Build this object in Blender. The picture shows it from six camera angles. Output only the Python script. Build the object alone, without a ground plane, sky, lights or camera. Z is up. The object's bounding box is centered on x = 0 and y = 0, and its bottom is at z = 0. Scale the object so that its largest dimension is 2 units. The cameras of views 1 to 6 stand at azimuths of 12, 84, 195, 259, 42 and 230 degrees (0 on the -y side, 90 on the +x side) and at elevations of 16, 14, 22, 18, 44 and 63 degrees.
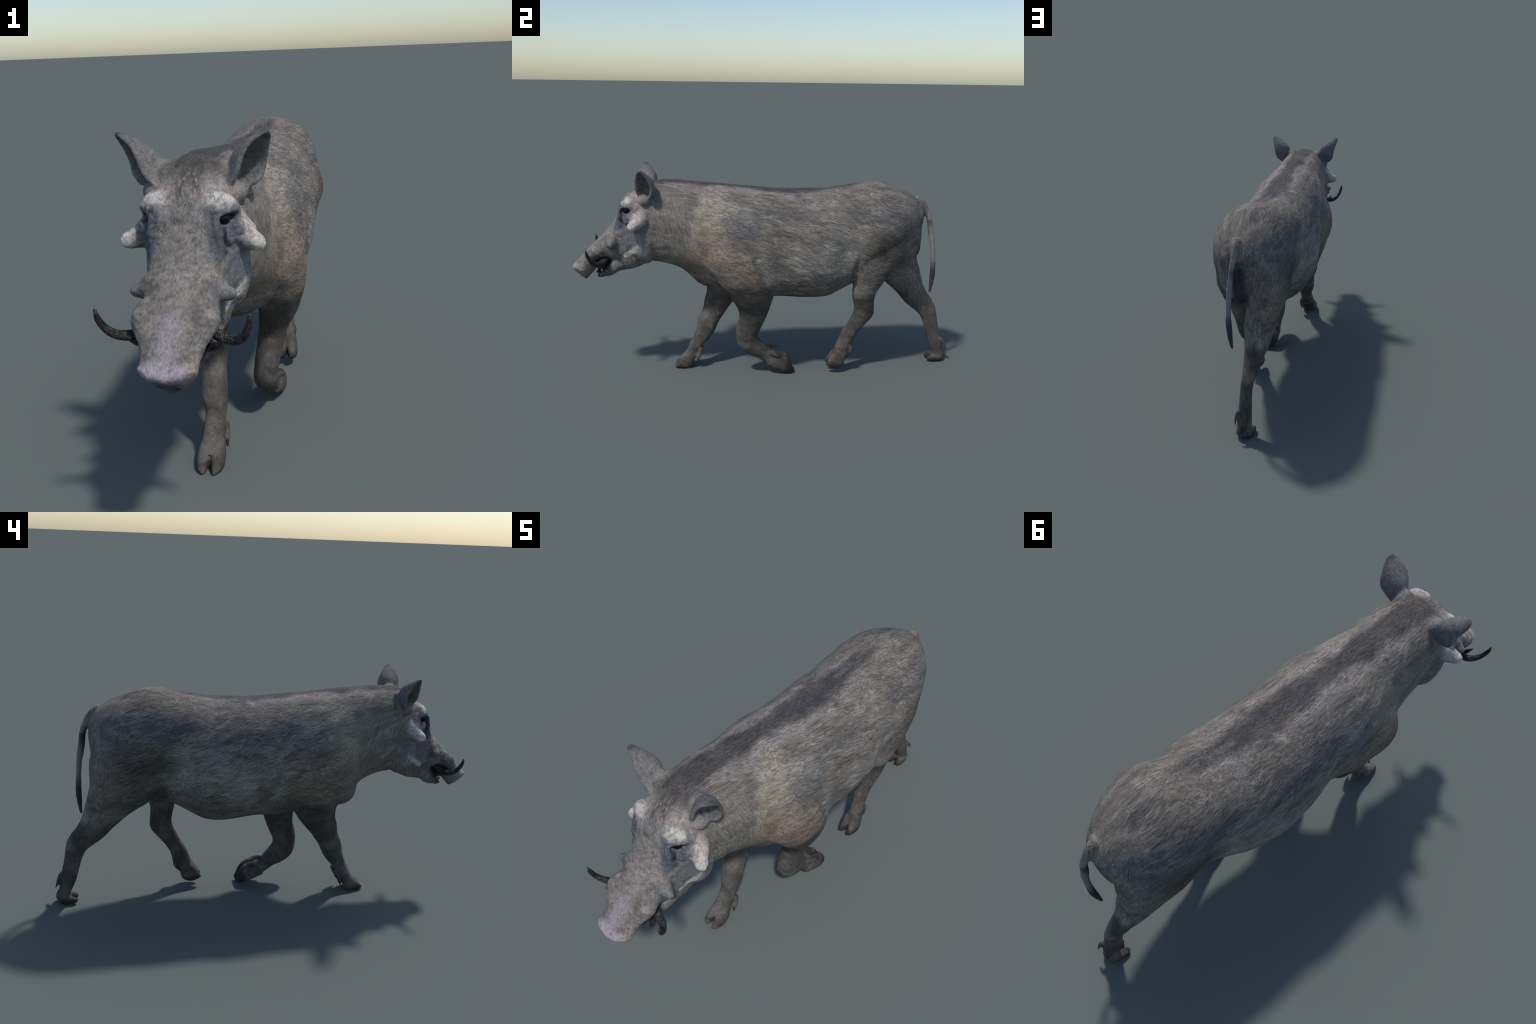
import bpy, bmesh, math
import numpy as np
from mathutils import Vector, kdtree, noise

rng = np.random.default_rng(7)
for ob in list(bpy.data.objects):
    bpy.data.objects.remove(ob, do_unlink=True)

# ------------------------------------------------------------------ helpers
def catmull(rows, sub):
    """Smooth interpolation of rows of numbers (centripetal-ish Catmull-Rom)."""
    A = np.array(rows, float)
    n = len(A)
    out = []
    for i in range(n - 1):
        p0 = A[i - 1] if i > 0 else 2 * A[0] - A[1]
        p1, p2 = A[i], A[i + 1]
        p3 = A[i + 2] if i + 2 < n else 2 * A[-1] - A[-2]
        for k in range(sub):
            t = k / sub
            out.append(0.5 * (2 * p1 + (p2 - p0) * t + (2 * p0 - 5 * p1 + 4 * p2 - p3) * t * t
                              + (3 * p1 - p0 - 3 * p2 + p3) * t ** 3))
    out.append(A[-1])
    return np.array(out)

class Soup:
    """Collects closed shells, each with a region label."""
    def __init__(self):
        self.v, self.f, self.lab, self.n = [], [], [], 0
    def add(self, rings, label, cap=True):
        m = len(rings[0])
        base = self.n
        for r in rings:
            self.v.append(np.asarray(r))
        k = len(rings)
        self.n += k * m
        for i in range(k - 1):
            for j in range(m):
                a = base + i * m + j
                b = base + i * m + (j + 1) % m
                self.f.append((a, b, b + m, a + m))
        if cap:
            self.f.append(tuple(base + j for j in range(m))[::-1])
            self.f.append(tuple(base + (k - 1) * m + j for j in range(m)))
        self.lab += [label] * (k * m)

soup = Soup()

def slab(rows, label, sub=6, m=36, n=2.3):
    """Loft through sections lying across the yz plane.
    row = front/top (y, z), back/bottom (y, z), x centre, x half width, shift of the widest place, squareness."""
    full = []
    for r in rows:
        r = list(r)
        if len(r) < 7: r.append(0.0)
        if len(r) < 8: r.append(n)
        full.append(r)
    R = catmull(full, sub)
    rings = []
    th = np.linspace(0, 2 * np.pi, m, endpoint=False)
    for y0, z0, y1, z1, xc, hw, mm, nn in R:
        c, s = np.cos(th), np.sin(th)
        t = np.sign(c) * np.abs(c) ** (2 / nn)
        x = np.sign(s) * np.abs(s) ** (2 / nn)
        t = t + mm * (1 - t * t)
        rings.append(np.stack([xc + hw * x, (y0 + y1) / 2 + t * (y0 - y1) / 2, (z0 + z1) / 2 + t * (z0 - z1) / 2], 1))
    soup.add(rings, label)

def tube_rings(rows, sub=6, m=20, flat=None):
    """Round tapering tube; row = x, y, z, radius."""
    R = catmull(rows, sub)
    P, rad = R[:, :3], np.maximum(R[:, 3], 0.0008)
    T = np.gradient(P, axis=0)
    T /= np.linalg.norm(T, axis=1)[:, None]
    up = np.array([0.13, 0.21, 0.97]) if abs(T[0, 2]) < 0.8 else np.array([0.97, 0.2, 0.1])
    th = np.linspace(0, 2 * np.pi, m, endpoint=False)
    rings = []
    u = up
    for p, r, t in zip(P, rad, T):
        u = u - t * (u @ t); u /= np.linalg.norm(u)
        w = np.cross(t, u)
        rings.append(p + r * (np.cos(th)[:, None] * u + np.sin(th)[:, None] * w))
    # rounded ends
    e = rings[-1].mean(0) + T[-1] * rad[-1] * 0.6
    rings.append(e + (rings[-1] - rings[-1].mean(0)) * 0.5)
    return rings

def tube(rows, label, sub=6, m=20):
    soup.add(tube_rings(rows, sub, m), label)

def ball(c, r, label, rot=None, m=24):
    c, r = np.array(c, float), np.array(r, float)
    rings = []
    for a in np.linspace(0.12, np.pi - 0.12, 14):
        th = np.linspace(0, 2 * np.pi, m, endpoint=False)
        q = np.stack([np.sin(a) * np.cos(th), np.sin(a) * np.sin(th), np.cos(a) * np.ones(m)], 1) * r
        if rot is not None:
            q = q @ rot.T
        rings.append(c + q)
    soup.add(rings, label)

def face_x(y):
    """Centre line of the head: it is turned a little to the animal's left."""
    return float(np.interp(-y, [0.5, 0.7, 0.85, 1.0], [0.010, 0.014, 0.016, 0.020]))

# ------------------------------------------------------------------ torso and neck
torso = [  # y, top, bottom, half width, widest shift (towards top +), x centre, squareness
    (-0.64, 1.005, 0.612, 0.122, 0.02, 0.012, 2.3),
    (-0.55, 1.022, 0.602, 0.143, 0.05, 0.012, 2.3),
    (-0.45, 1.020, 0.566, 0.156, 0.04, 0.010, 2.25),
    (-0.36, 1.013, 0.484, 0.172, 0.00, 0.008, 2.15),
    (-0.27, 1.004, 0.458, 0.194, -0.02, 0.008, 2.2),
    (-0.16, 0.994, 0.438, 0.210, 0.00, 0.010, 2.3),
    (-0.04, 0.982, 0.410, 0.216, -0.05, 0.010, 2.3),
    (0.08, 0.973, 0.414, 0.219, -0.08, 0.003, 2.3),
    (0.20, 0.973, 0.402, 0.222, -0.08, -0.002, 2.3),
    (0.31, 0.980, 0.410, 0.218, -0.05, 0.001, 2.3),
    (0.41, 0.996, 0.460, 0.210, 0.00, 0.004, 2.25),
    (0.51, 1.012, 0.515, 0.203, 0.02, 0.007, 2.2),
    (0.61, 1.004, 0.545, 0.190, 0.02, 0.009, 2.2),
    (0.70, 0.972, 0.575, 0.158, 0.05, 0.010, 2.1),
    (0.770, 0.930, 0.625, 0.105, 0.05, 0.012, 2.05),
    (0.808, 0.890, 0.670, 0.062, 0.05, 0.018, 2.0),
    (0.824, 0.840, 0.720, 0.028, 0.00, 0.020, 2.0),
]
slab([(y, t, y, b, xc, w, s, n) for y, t, b, w, s, xc, n in torso], 'torso', m=64)

# ------------------------------------------------------------------ head: cranium, face and snout
head = [
    (-0.52, 1.015, -0.50, 0.612, 0.010, 0.110, 0.0, 2.2),
    (-0.60, 1.022, -0.58, 0.610, 0.012, 0.122, 0.0, 2.2),
    (-0.655, 0.990, -0.64, 0.602, 0.013, 0.130, 0.0, 2.4),
    (-0.708, 0.952, -0.69, 0.588, 0.014, 0.117, 0.1, 2.6),
    (-0.752, 0.887, -0.73, 0.580, 0.015, 0.102, 0.15, 2.7),
    (-0.785, 0.812, -0.775, 0.600, 0.016, 0.096, 0.0, 2.4),
    (-0.832, 0.758, -0.822, 0.632, 0.016, 0.092, -0.2, 2.2),
    (-0.872, 0.717, -0.850, 0.602, 0.016, 0.086, -0.15, 2.1),
    (-0.915, 0.675, -0.878, 0.574, 0.017, 0.076, -0.05, 2.1),
    (-0.940, 0.648, -0.897, 0.552, 0.018, 0.068, 0.05, 2.1),
    (-0.967, 0.617, -0.913, 0.536, 0.018, 0.068, 0.15, 2.1),
    (-0.986, 0.598, -0.922, 0.524, 0.018, 0.071, 0.46, 2.0),
    (-0.998, 0.584, -0.931, 0.515, 0.018, 0.072, 0.52, 1.85),
    (-0.998, 0.574, -0.937, 0.515, 0.018, 0.064, 0.54, 1.8),
    (-0.989, 0.567, -0.938, 0.522, 0.018, 0.046, 0.50, 1.8),
]
slab(head, 'head', m=44)
jaw = [
    (-0.62, 0.740, -0.62, 0.602, 0.014, 0.100, 0, 2.3),
    (-0.70, 0.700, -0.69, 0.573, 0.015, 0.096, 0, 2.3),
    (-0.765, 0.655, -0.755, 0.563, 0.016, 0.084, 0, 2.3),
    (-0.806, 0.625, -0.800, 0.535, 0.016, 0.072, 0.1, 2.3),
    (-0.832, 0.588, -0.830, 0.529, 0.016, 0.060, 0.2, 2.3),
    (-0.856, 0.558, -0.854, 0.528, 0.017, 0.050, 0.2, 2.3),
    (-0.872, 0.545, -0.876, 0.530, 0.017, 0.036, 0.0, 2.2),
]
slab(jaw, 'jaw')
for s in (1, -1):
    def hx(x, y):
        return face_x(y) + s * x
    # cheek behind the eye
    ball((hx(0.085, -0.63), -0.625, 0.74), (0.055, 0.085, 0.13), 'head')
    # brow ridge
    tube([(hx(0.030, -0.69), -0.677, 0.919, 0.026), (hx(0.066, -0.70), -0.694, 0.921, 0.031), (hx(0.092, -0.70), -0.695, 0.915, 0.030),
          (hx(0.106, -0.69), -0.690, 0.900, 0.025), (hx(0.110, -0.67), -0.665, 0.890, 0.021)], 'brow')
    # inner rim of the socket, running down the face from the brow
    tube([(hx(0.066, -0.72), -0.706, 0.912, 0.034), (hx(0.073, -0.72), -0.722, 0.885, 0.031), (hx(0.075, -0.73), -0.735, 0.850, 0.029),
          (hx(0.076, -0.75), -0.748, 0.815, 0.020), (hx(0.076, -0.75), -0.765, 0.78, 0.014)], 'head')
    # pouch under the eye
    ball((hx(0.100, -0.70), -0.686, 0.848), (0.044, 0.036, 0.036), 'head')
    # big cheek wart
    tube([(hx(0.08, -0.63), -0.635, 0.848, 0.066), (hx(0.122, -0.65), -0.652, 0.831, 0.044),
          (hx(0.152, -0.67), -0.670, 0.819, 0.029), (hx(0.178, -0.685), -0.685, 0.814, 0.021)], 'facial_wart')
    # small snout wart
    tube([(hx(0.05, -0.78), -0.782, 0.725, 0.056), (hx(0.084, -0.785), -0.786, 0.722, 0.038),
          (hx(0.110, -0.79), -0.791, 0.717, 0.021), (hx(0.126, -0.79), -0.794, 0.715, 0.014)], 'facial_wart')
    # lip swelling over the tusk root, thinning towards the nose pad
    tube([(hx(0.040, -0.80), -0.805, 0.705, 0.036), (hx(0.064, -0.845), -0.842, 0.683, 0.038), (hx(0.074, -0.875), -0.872, 0.667, 0.035),
          (hx(0.057, -0.905), -0.906, 0.632, 0.026), (hx(0.050, -0.94), -0.936, 0.602, 0.022), (hx(0.046, -0.965), -0.965, 0.584, 0.020)], 'head')

# ears: cupped thick leaves
def ear(side):
    F = np.array([(0.090, -0.645, 0.930), (0.120, -0.658, 0.980), (0.134, -0.661, 1.022), (0.152, -0.655, 1.056), (0.180, -0.645, 1.078), (0.200, -0.635, 1.085)])
    M = np.array([(0.085, -0.600, 0.930), (0.096, -0.590, 0.992), (0.115, -0.590, 1.032), (0.147, -0.604, 1.057), (0.177, -0.621, 1.075), (0.201, -0.631, 1.086)])
    B = np.array([(0.110, -0.610, 0.915), (0.168, -0.590, 0.962), (0.181, -0.583, 1.003), (0.190, -0.596, 1.040), (0.199, -0.612, 1.068), (0.202, -0.628, 1.085)])
    S = [catmull(a, 6) for a in (F, M, B)]
    rows = []
    U = np.linspace(0, 1, 15)
    out = []
    for i in range(len(S[0])):
        f, mm, b = S[0][i], S[1][i], S[2][i]
        c = 2 * mm - 0.5 * (f + b)              # quadratic through the three
        q = np.array([(1 - u) ** 2 * f + 2 * u * (1 - u) * c + u * u * b for u in U])
        out.append(q)
    Q = np.array(out)
    du = np.gradient(Q, axis=1); dv = np.gradient(Q, axis=0)
    N = np.cross(du, dv); N /= (np.linalg.norm(N, axis=2)[..., None] + 1e-9)
    thick = 0.0058
    rings = []
    for i in range(len(Q)):
        th = thick * (1.5 - 0.6 * i / len(Q))
        a = Q[i] + N[i] * th
        b = Q[i] - N[i] * th
        rings.append(np.concatenate([a, b[::-1]]))
    rings = [r * np.array([side, 1, 1]) + np.array([0.011, 0, 0]) for r in rings]
    soup.add(rings, 'ear')
    for E_ in (S[0], S[2]):
        rim = [(p[0] * side + 0.011, p[1], p[2], 0.0060 - 0.0026 * i / len(E_)) for i, p in enumerate(E_[4::3])]
        tube(rim, 'ear', 3, 12)
    # fleshy root and floor of the funnel
    ball((0.011 + side * 0.106, -0.618, 0.934), (0.036, 0.036, 0.030), 'ear')
    ball((0.011 + side * 0.076, -0.598, 0.978), (0.034, 0.045, 0.036), 'ear')
ear(1); ear(-1)

# ------------------------------------------------------------------ legs (front edge, back edge, x centre, x half width)
def toes(rows, label, spread, hw):
    """Two cloven toes side by side following the same side outline."""
    for s in (1, -1):
        slab([(a, b, c, d, xc + s * sp, w, 0, 2.3) for (a, b, c, d, xc), sp, w in zip(rows, spread, hw)], label, sub=5, m=20)

def dewclaws(base, mid, tip, xs, label, r=0.012):
    for x in xs:
        tube([(x[0], base[0], base[1], r * 1.3), (x[1], mid[0], mid[1], r), (x[2], tip[0], tip[1], r * 0.34)], label, sub=5, m=12)

# right foreleg, reaching forward
slab([(-0.340, 0.740, -0.130, 0.760, -0.110, 0.080), (-0.352, 0.600, -0.105, 0.640, -0.102, 0.084),
      (-0.332, 0.520, -0.095, 0.500, -0.094, 0.078), (-0.318, 0.420, -0.130, 0.415, -0.084, 0.066),
      (-0.333, 0.360, -0.185, 0.345, -0.076, 0.056), (-0.342, 0.316, -0.212, 0.312, -0.064, 0.047),
      (-0.366, 0.264, -0.246, 0.262, -0.056, 0.044), (-0.379, 0.205, -0.275, 0.205, -0.050, 0.043),
      (-0.394, 0.165, -0.305, 0.160, -0.040, 0.035), (-0.412, 0.135, -0.330, 0.132, -0.038, 0.034),
      (-0.428, 0.095, -0.356, 0.105, -0.040, 0.036), (-0.445, 0.070, -0.372, 0.075, -0.041, 0.039),
      (-0.460, 0.050, -0.380, 0.050, -0.042, 0.036)], 'foreleg')
toes([(-0.445, 0.070, -0.370, 0.076, -0.041), (-0.462, 0.048, -0.386, 0.045, -0.042), (-0.480, 0.030, -0.400, 0.012, -0.042),
      (-0.490, 0.018, -0.435, -0.002, -0.041), (-0.498, 0.002, -0.470, -0.003, -0.041)], 'hoof',
     (0.018, 0.021, 0.023, 0.024, 0.018), (0.022, 0.023, 0.022, 0.019, 0.007))
dewclaws((-0.350, 0.110), (-0.362, 0.075), (-0.376, 0.032), ((-0.068, -0.078, -0.080), (-0.016, -0.006, -0.003)), 'dewclaw')

# left foreleg, folded at the wrist
slab([(-0.320, 0.740, -0.100, 0.760, 0.130, 0.080), (-0.335, 0.620, -0.010, 0.660, 0.145, 0.088),
      (-0.264, 0.520, 0.024, 0.535, 0.146, 0.086), (-0.192, 0.420, 0.012, 0.425, 0.132, 0.070),
      (-0.160, 0.360, -0.006, 0.350, 0.114, 0.054), (-0.157, 0.310, -0.023, 0.304, 0.104, 0.048),
      (-0.170, 0.262, -0.040, 0.258, 0.095, 0.046), (-0.172, 0.220, -0.058, 0.214, 0.088, 0.045),
      (-0.163, 0.165, -0.046, 0.188, 0.081, 0.043), (-0.140, 0.130, -0.028, 0.165, 0.078, 0.041),
      (-0.100, 0.102, -0.010, 0.145, 0.076, 0.037), (-0.062, 0.088, 0.004, 0.130, 0.075, 0.035),
      (-0.030, 0.064, 0.024, 0.120, 0.076, 0.038), (0.010, 0.042, 0.040, 0.114, 0.078, 0.040)], 'foreleg')
toes([(-0.010, 0.046, 0.036, 0.114, 0.078), (0.025, 0.030, 0.068, 0.110, 0.080), (0.062, 0.014, 0.095, 0.096, 0.081),
      (0.100, 0.004, 0.115, 0.066, 0.082), (0.128, 0.001, 0.136, 0.018, 0.085)], 'hoof',
     (0.018, 0.020, 0.021, 0.021, 0.016), (0.023, 0.024, 0.023, 0.018, 0.006))
dewclaws((-0.012, 0.132), (0.028, 0.139), (0.062, 0.127), ((0.055, 0.050, 0.048),), 'dewclaw', 0.0095)
dewclaws((0.000, 0.118), (0.036, 0.108), (0.068, 0.092), ((0.104, 0.118, 0.121),), 'dewclaw', 0.0095)

# left hind leg, stepping forward
slab([(0.430, 0.800, 0.715, 0.800, 0.080, 0.085), (0.415, 0.690, 0.725, 0.725, 0.094, 0.096),
      (0.430, 0.590, 0.665, 0.610, 0.112, 0.080), (0.438, 0.510, 0.605, 0.525, 0.116, 0.066),
      (0.434, 0.440, 0.563, 0.450, 0.110, 0.054), (0.441, 0.395, 0.553, 0.395, 0.101, 0.045),
      (0.450, 0.350, 0.557, 0.340, 0.092, 0.038), (0.442, 0.310, 0.551, 0.305, 0.086, 0.035),
      (0.419, 0.266, 0.513, 0.258, 0.082, 0.030), (0.394, 0.226, 0.476, 0.212, 0.080, 0.029),
      (0.370, 0.176, 0.456, 0.172, 0.081, 0.030), (0.353, 0.128, 0.444, 0.132, 0.083, 0.033),
      (0.340, 0.098, 0.423, 0.095, 0.085, 0.034), (0.332, 0.080, 0.410, 0.070, 0.086, 0.034)], 'hindleg')
toes([(0.346, 0.115, 0.424, 0.100, 0.085), (0.328, 0.088, 0.410, 0.070, 0.086), (0.316, 0.066, 0.398, 0.038, 0.087),
      (0.307, 0.052, 0.362, 0.025, 0.087), (0.304, 0.046, 0.327, 0.030, 0.087)], 'hoof',
     (0.016, 0.019, 0.022, 0.023, 0.020), (0.020, 0.021, 0.020, 0.017, 0.008))
dewclaws((0.438, 0.140), (0.436, 0.116), (0.422, 0.088), ((0.064, 0.060, 0.062), (0.104, 0.110, 0.110)), 'dewclaw', 0.008)

# right hind leg, pushing off behind
slab([(0.420, 0.800, 0.770, 0.800, -0.075, 0.090), (0.440, 0.695, 0.810, 0.720, -0.086, 0.102),
      (0.505, 0.585, 0.822, 0.600, -0.082, 0.092), (0.580, 0.505, 0.845, 0.505, -0.068, 0.078),
      (0.662, 0.442, 0.864, 0.440, -0.063, 0.066), (0.722, 0.388, 0.888, 0.390, -0.060, 0.055),
      (0.765, 0.335, 0.920, 0.345, -0.050, 0.040), (0.805, 0.302, 0.940, 0.305, -0.047, 0.037),
      (0.848, 0.265, 0.948, 0.258, -0.037, 0.031), (0.872, 0.218, 0.956, 0.205, -0.032, 0.030),
      (0.888, 0.155, 0.968, 0.152, -0.030, 0.031), (0.901, 0.112, 0.982, 0.112, -0.028, 0.034),
      (0.918, 0.075, 0.980, 0.075, -0.028, 0.036), (0.930, 0.045, 0.998, 0.040, -0.028, 0.037),
      (0.928, 0.030, 1.000, 0.012, -0.027, 0.034)], 'hindleg')
toes([(0.985, 0.045, 0.985, 0.010, -0.030), (0.960, 0.042, 0.965, -0.001, -0.031), (0.930, 0.036, 0.938, 0.000, -0.032),
      (0.908, 0.028, 0.914, 0.002, -0.033), (0.896, 0.020, 0.900, 0.007, -0.033)], 'hoof',
     (0.017, 0.020, 0.023, 0.024, 0.022), (0.020, 0.021, 0.020, 0.016, 0.008))
dewclaws((0.966, 0.138), (0.984, 0.110), (0.999, 0.076), ((-0.044, -0.046, -0.045), (-0.004, 0.002, 0.004)), 'dewclaw', 0.008)

# shoulder blade and hip masses, perineum
ball((0.125, -0.19, 0.70), (0.098, 0.12, 0.20), 'torso')
ball((-0.108, -0.305, 0.665), (0.098, 0.105, 0.18), 'torso')
ball((-0.095, -0.335, 0.575), (0.085, 0.068, 0.100), 'torso')
ball((0.02, 0.755, 0.690), (0.045, 0.062, 0.100), 'torso')

# tail
tube([(0.019, 0.770, 0.914, 0.026), (0.018, 0.808, 0.898, 0.018), (0.021, 0.838, 0.851, 0.0155), (0.028, 0.859, 0.790, 0.0145),
      (0.038, 0.869, 0.710, 0.0140), (0.044, 0.875, 0.620, 0.0138), (0.046, 0.879, 0.545, 0.0135), (0.043, 0.877, 0.475, 0.0125),
      (0.039, 0.871, 0.416, 0.0095)], 'tail')

# ------------------------------------------------------------------ weld everything into one skin
V = np.concatenate(soup.v)
src = bpy.data.meshes.new('source'); src.from_pydata(V.tolist(), [], soup.f); src.update()
bm = bmesh.new(); bm.from_mesh(src); bmesh.ops.recalc_face_normals(bm, faces=bm.faces); bm.to_mesh(src); bm.free()
tmp = bpy.data.objects.new('source', src); bpy.context.scene.collection.objects.link(tmp)
mod = tmp.modifiers.new('weld', 'REMESH'); mod.mode = 'VOXEL'; mod.voxel_size = 0.0042; mod.adaptivity = 0
dg = bpy.context.evaluated_depsgraph_get()
me = bpy.data.meshes.new_from_object(tmp.evaluated_get(dg))
bpy.data.objects.remove(tmp, do_unlink=True)

nv = len(me.vertices)
co = np.empty(nv * 3); me.vertices.foreach_get('co', co); co = co.reshape(-1, 3)
ed = np.empty(len(me.edges) * 2, int); me.edges.foreach_get('vertices', ed); ed = ed.reshape(-1, 2)
deg = np.bincount(ed.ravel(), minlength=nv).astype(float)

def lap(a):
    out = np.zeros_like(a)
    for k in range(a.shape[1]):
        out[:, k] = np.bincount(ed[:, 0], weights=a[ed[:, 1], k], minlength=nv) + np.bincount(ed[:, 1], weights=a[ed[:, 0], k], minlength=nv)
    return out / deg[:, None] - a

# region of every skin vertex = nearest source shell
kd = kdtree.KDTree(len(V))
for i, p in enumerate(V): kd.insert(p, i)
kd.balance()
names = sorted(set(soup.lab)); lid = {n: i for i, n in enumerate(names)}
vl = np.array([lid[soup.lab[kd.find(p)[1]]] for p in co])

def inlab(*n):
    return np.isin(vl, [lid[k] for k in n])

def smooth(iters, w):
    global co
    for _ in range(iters):
        co = co + 0.55 * w * lap(co)
        co = co - 0.56 * w * lap(co)

def soft_mask(m, it=6):
    a = m.astype(float)[:, None]
    for _ in range(it): a = a + 0.7 * lap(a)
    return np.clip(a, 0, 1)

thin = soft_mask(inlab('ear', 'hoof', 'dewclaw', 'facial_wart'), 5)
bodyish = soft_mask(inlab('torso', 'foreleg', 'hindleg', 'jaw', 'head', 'brow', 'tail'), 5)
for _ in range(14): co = co + 0.5 * (1 - thin) * lap(co)
for _ in range(3): co = co + 0.5 * thin * lap(co)

def normals():
    me.vertices.foreach_set('co', co.ravel()); me.update()
    n = np.empty(nv * 3); me.vertex_normals.foreach_get('vector', n)
    return n.reshape(-1, 3)

def brush(c, r, vec=None, amt=None, power=2.0):
    """Gaussian push at c with radii r; along vec, or along the surface normal by amt."""
    global co
    d = (co - np.array(c)) / np.array(r)
    w = np.exp(-(d * d).sum(1) * power)[:, None]
    co = co + (w * np.array(vec) if vec is not None else w * amt * normals())

def relax(c, r, iters):
    """Local smoothing round c."""
    global co
    d = (co - np.array(c)) / r
    w = np.exp(-(d * d).sum(1) * 1.5)[:, None]
    for _ in range(iters): co = co + 0.5 * w * lap(co)

relax((-0.13, -0.37, 0.58), 0.13, 50)
relax((0.16, -0.27, 0.60), 0.12, 30)
for s in (1, -1):
    relax((face_x(-.7) + s * 0.07, -0.70, 0.945), 0.045, 12)
    relax((0.011 + s * 0.085, -0.60, 1.0), 0.04, 20)
    relax((0.011 + s * 0.13, -0.64, 0.955), 0.03, 16)

def groove(path, r, depth, sub=8):
    """Crease along a path (x, y, z): pulls the skin inwards."""
    global co
    P = catmull(path, sub)
    w = np.zeros(nv)
    for p in P:
        d = (co - p) / r
        w = np.maximum(w, np.exp(-(d * d).sum(1) * 1.6))
    co = co - normals() * (w * depth)[:, None]

for s in (1, -1):
    def hx(x, y):
        return face_x(y) + s * x
    # eye opening, crease below it, fold of the upper lid
    brush((hx(0.108, -.72), -0.716, 0.884), (0.029, 0.028, 0.019), vec=(-s * 0.034, 0.016, 0))
    brush((hx(0.112, -.71), -0.722, 0.900), (0.034, 0.026, 0.011), vec=(s * 0.007, -0.005, -0.009))
    brush((hx(0.118, -.71), -0.712, 0.866), (0.026, 0.024, 0.010), vec=(s * 0.004, -0.003, 0.005))
    groove([(hx(0.098, -.72), -0.732, 0.880), (hx(0.094, -.72), -0.738, 0.855), (hx(0.098, -.72), -0.735, 0.830), (hx(0.118, -.72), -0.722, 0.806),
            (hx(0.140, -.72), -0.712, 0.800)], 0.0095, 0.015)
    groove([(hx(0.085, -.72), -0.745, 0.900), (hx(0.108, -.72), -0.733, 0.905), (hx(0.124, -.72), -0.705, 0.893)], 0.007, 0.006)
    groove([(hx(0.128, -.7), -0.695, 0.888), (hx(0.132, -.7), -0.690, 0.862), (hx(0.134, -.7), -0.698, 0.836)], 0.0065, 0.008)
    groove([(hx(0.050, -.7), -0.760, 0.905), (hx(0.058, -.7), -0.765, 0.870), (hx(0.066, -.7), -0.770, 0.830)], 0.010, 0.004)
    groove([(hx(0.143, -.7), -0.690, 0.885), (hx(0.147, -.7), -0.682, 0.862), (hx(0.150, -.7), -0.686, 0.842)], 0.006, 0.006)
    groove([(hx(0.060, -.7), -0.752, 0.925), (hx(0.070, -.7), -0.752, 0.895), (hx(0.074, -.7), -0.758, 0.860), (hx(0.082, -.7), -0.757, 0.825), (hx(0.10, -.7), -0.740, 0.795)], 0.008, 0.007)
    groove([(hx(0.040, -.7), -0.715, 0.965), (hx(0.058, -.7), -0.735, 0.945), (hx(0.060, -.7), -0.750, 0.925)], 0.010, 0.004)
    groove([(hx(0.118, -.7), -0.727, 0.850), (hx(0.128, -.7), -0.716, 0.838), (hx(0.136, -.7), -0.703, 0.836)], 0.006, 0.004)
    # recess round the tusk root
    brush((hx(0.090, -.86), -0.856, 0.628), (0.06, 0.032, 0.020), vec=(-s * 0.026, 0, 0), power=1.8)
    # nostrils
    brush((hx(0.022, -.95), -0.947, 0.530), (0.012, 0.011, 0.011), vec=(0, 0.006, 0.006))
    # crease between jaw and neck, ear funnel
    groove([(hx(0.10, -.6), -0.590, 0.640), (hx(0.13, -.6), -0.575, 0.70), (hx(0.135, -.6), -0.57, 0.78)], 0.03, 0.006)
    brush((0.011 + s * 0.132, -0.618, 0.985), (0.020, 0.024, 0.026), vec=(-s * 0.020, 0.006, -0.010))
# the rim of the nose pad sweeps back at both sides
d = (co[:, 1] + 0.966) * -0.71 + (co[:, 2] - 0.548) * -0.70
w = np.clip((d + 0.055) / 0.055, 0, 1) ** 1.5 * (co[:, 1] < -0.88) * (co[:, 2] > 0.48) * inlab('head')
xr = np.clip(np.abs(co[:, 0] - 0.018) / 0.070, 0, 1.2)
k = 0.026 * w * xr ** 2.2
co[:, 1] += 0.71 * k; co[:, 2] += 0.70 * k
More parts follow.
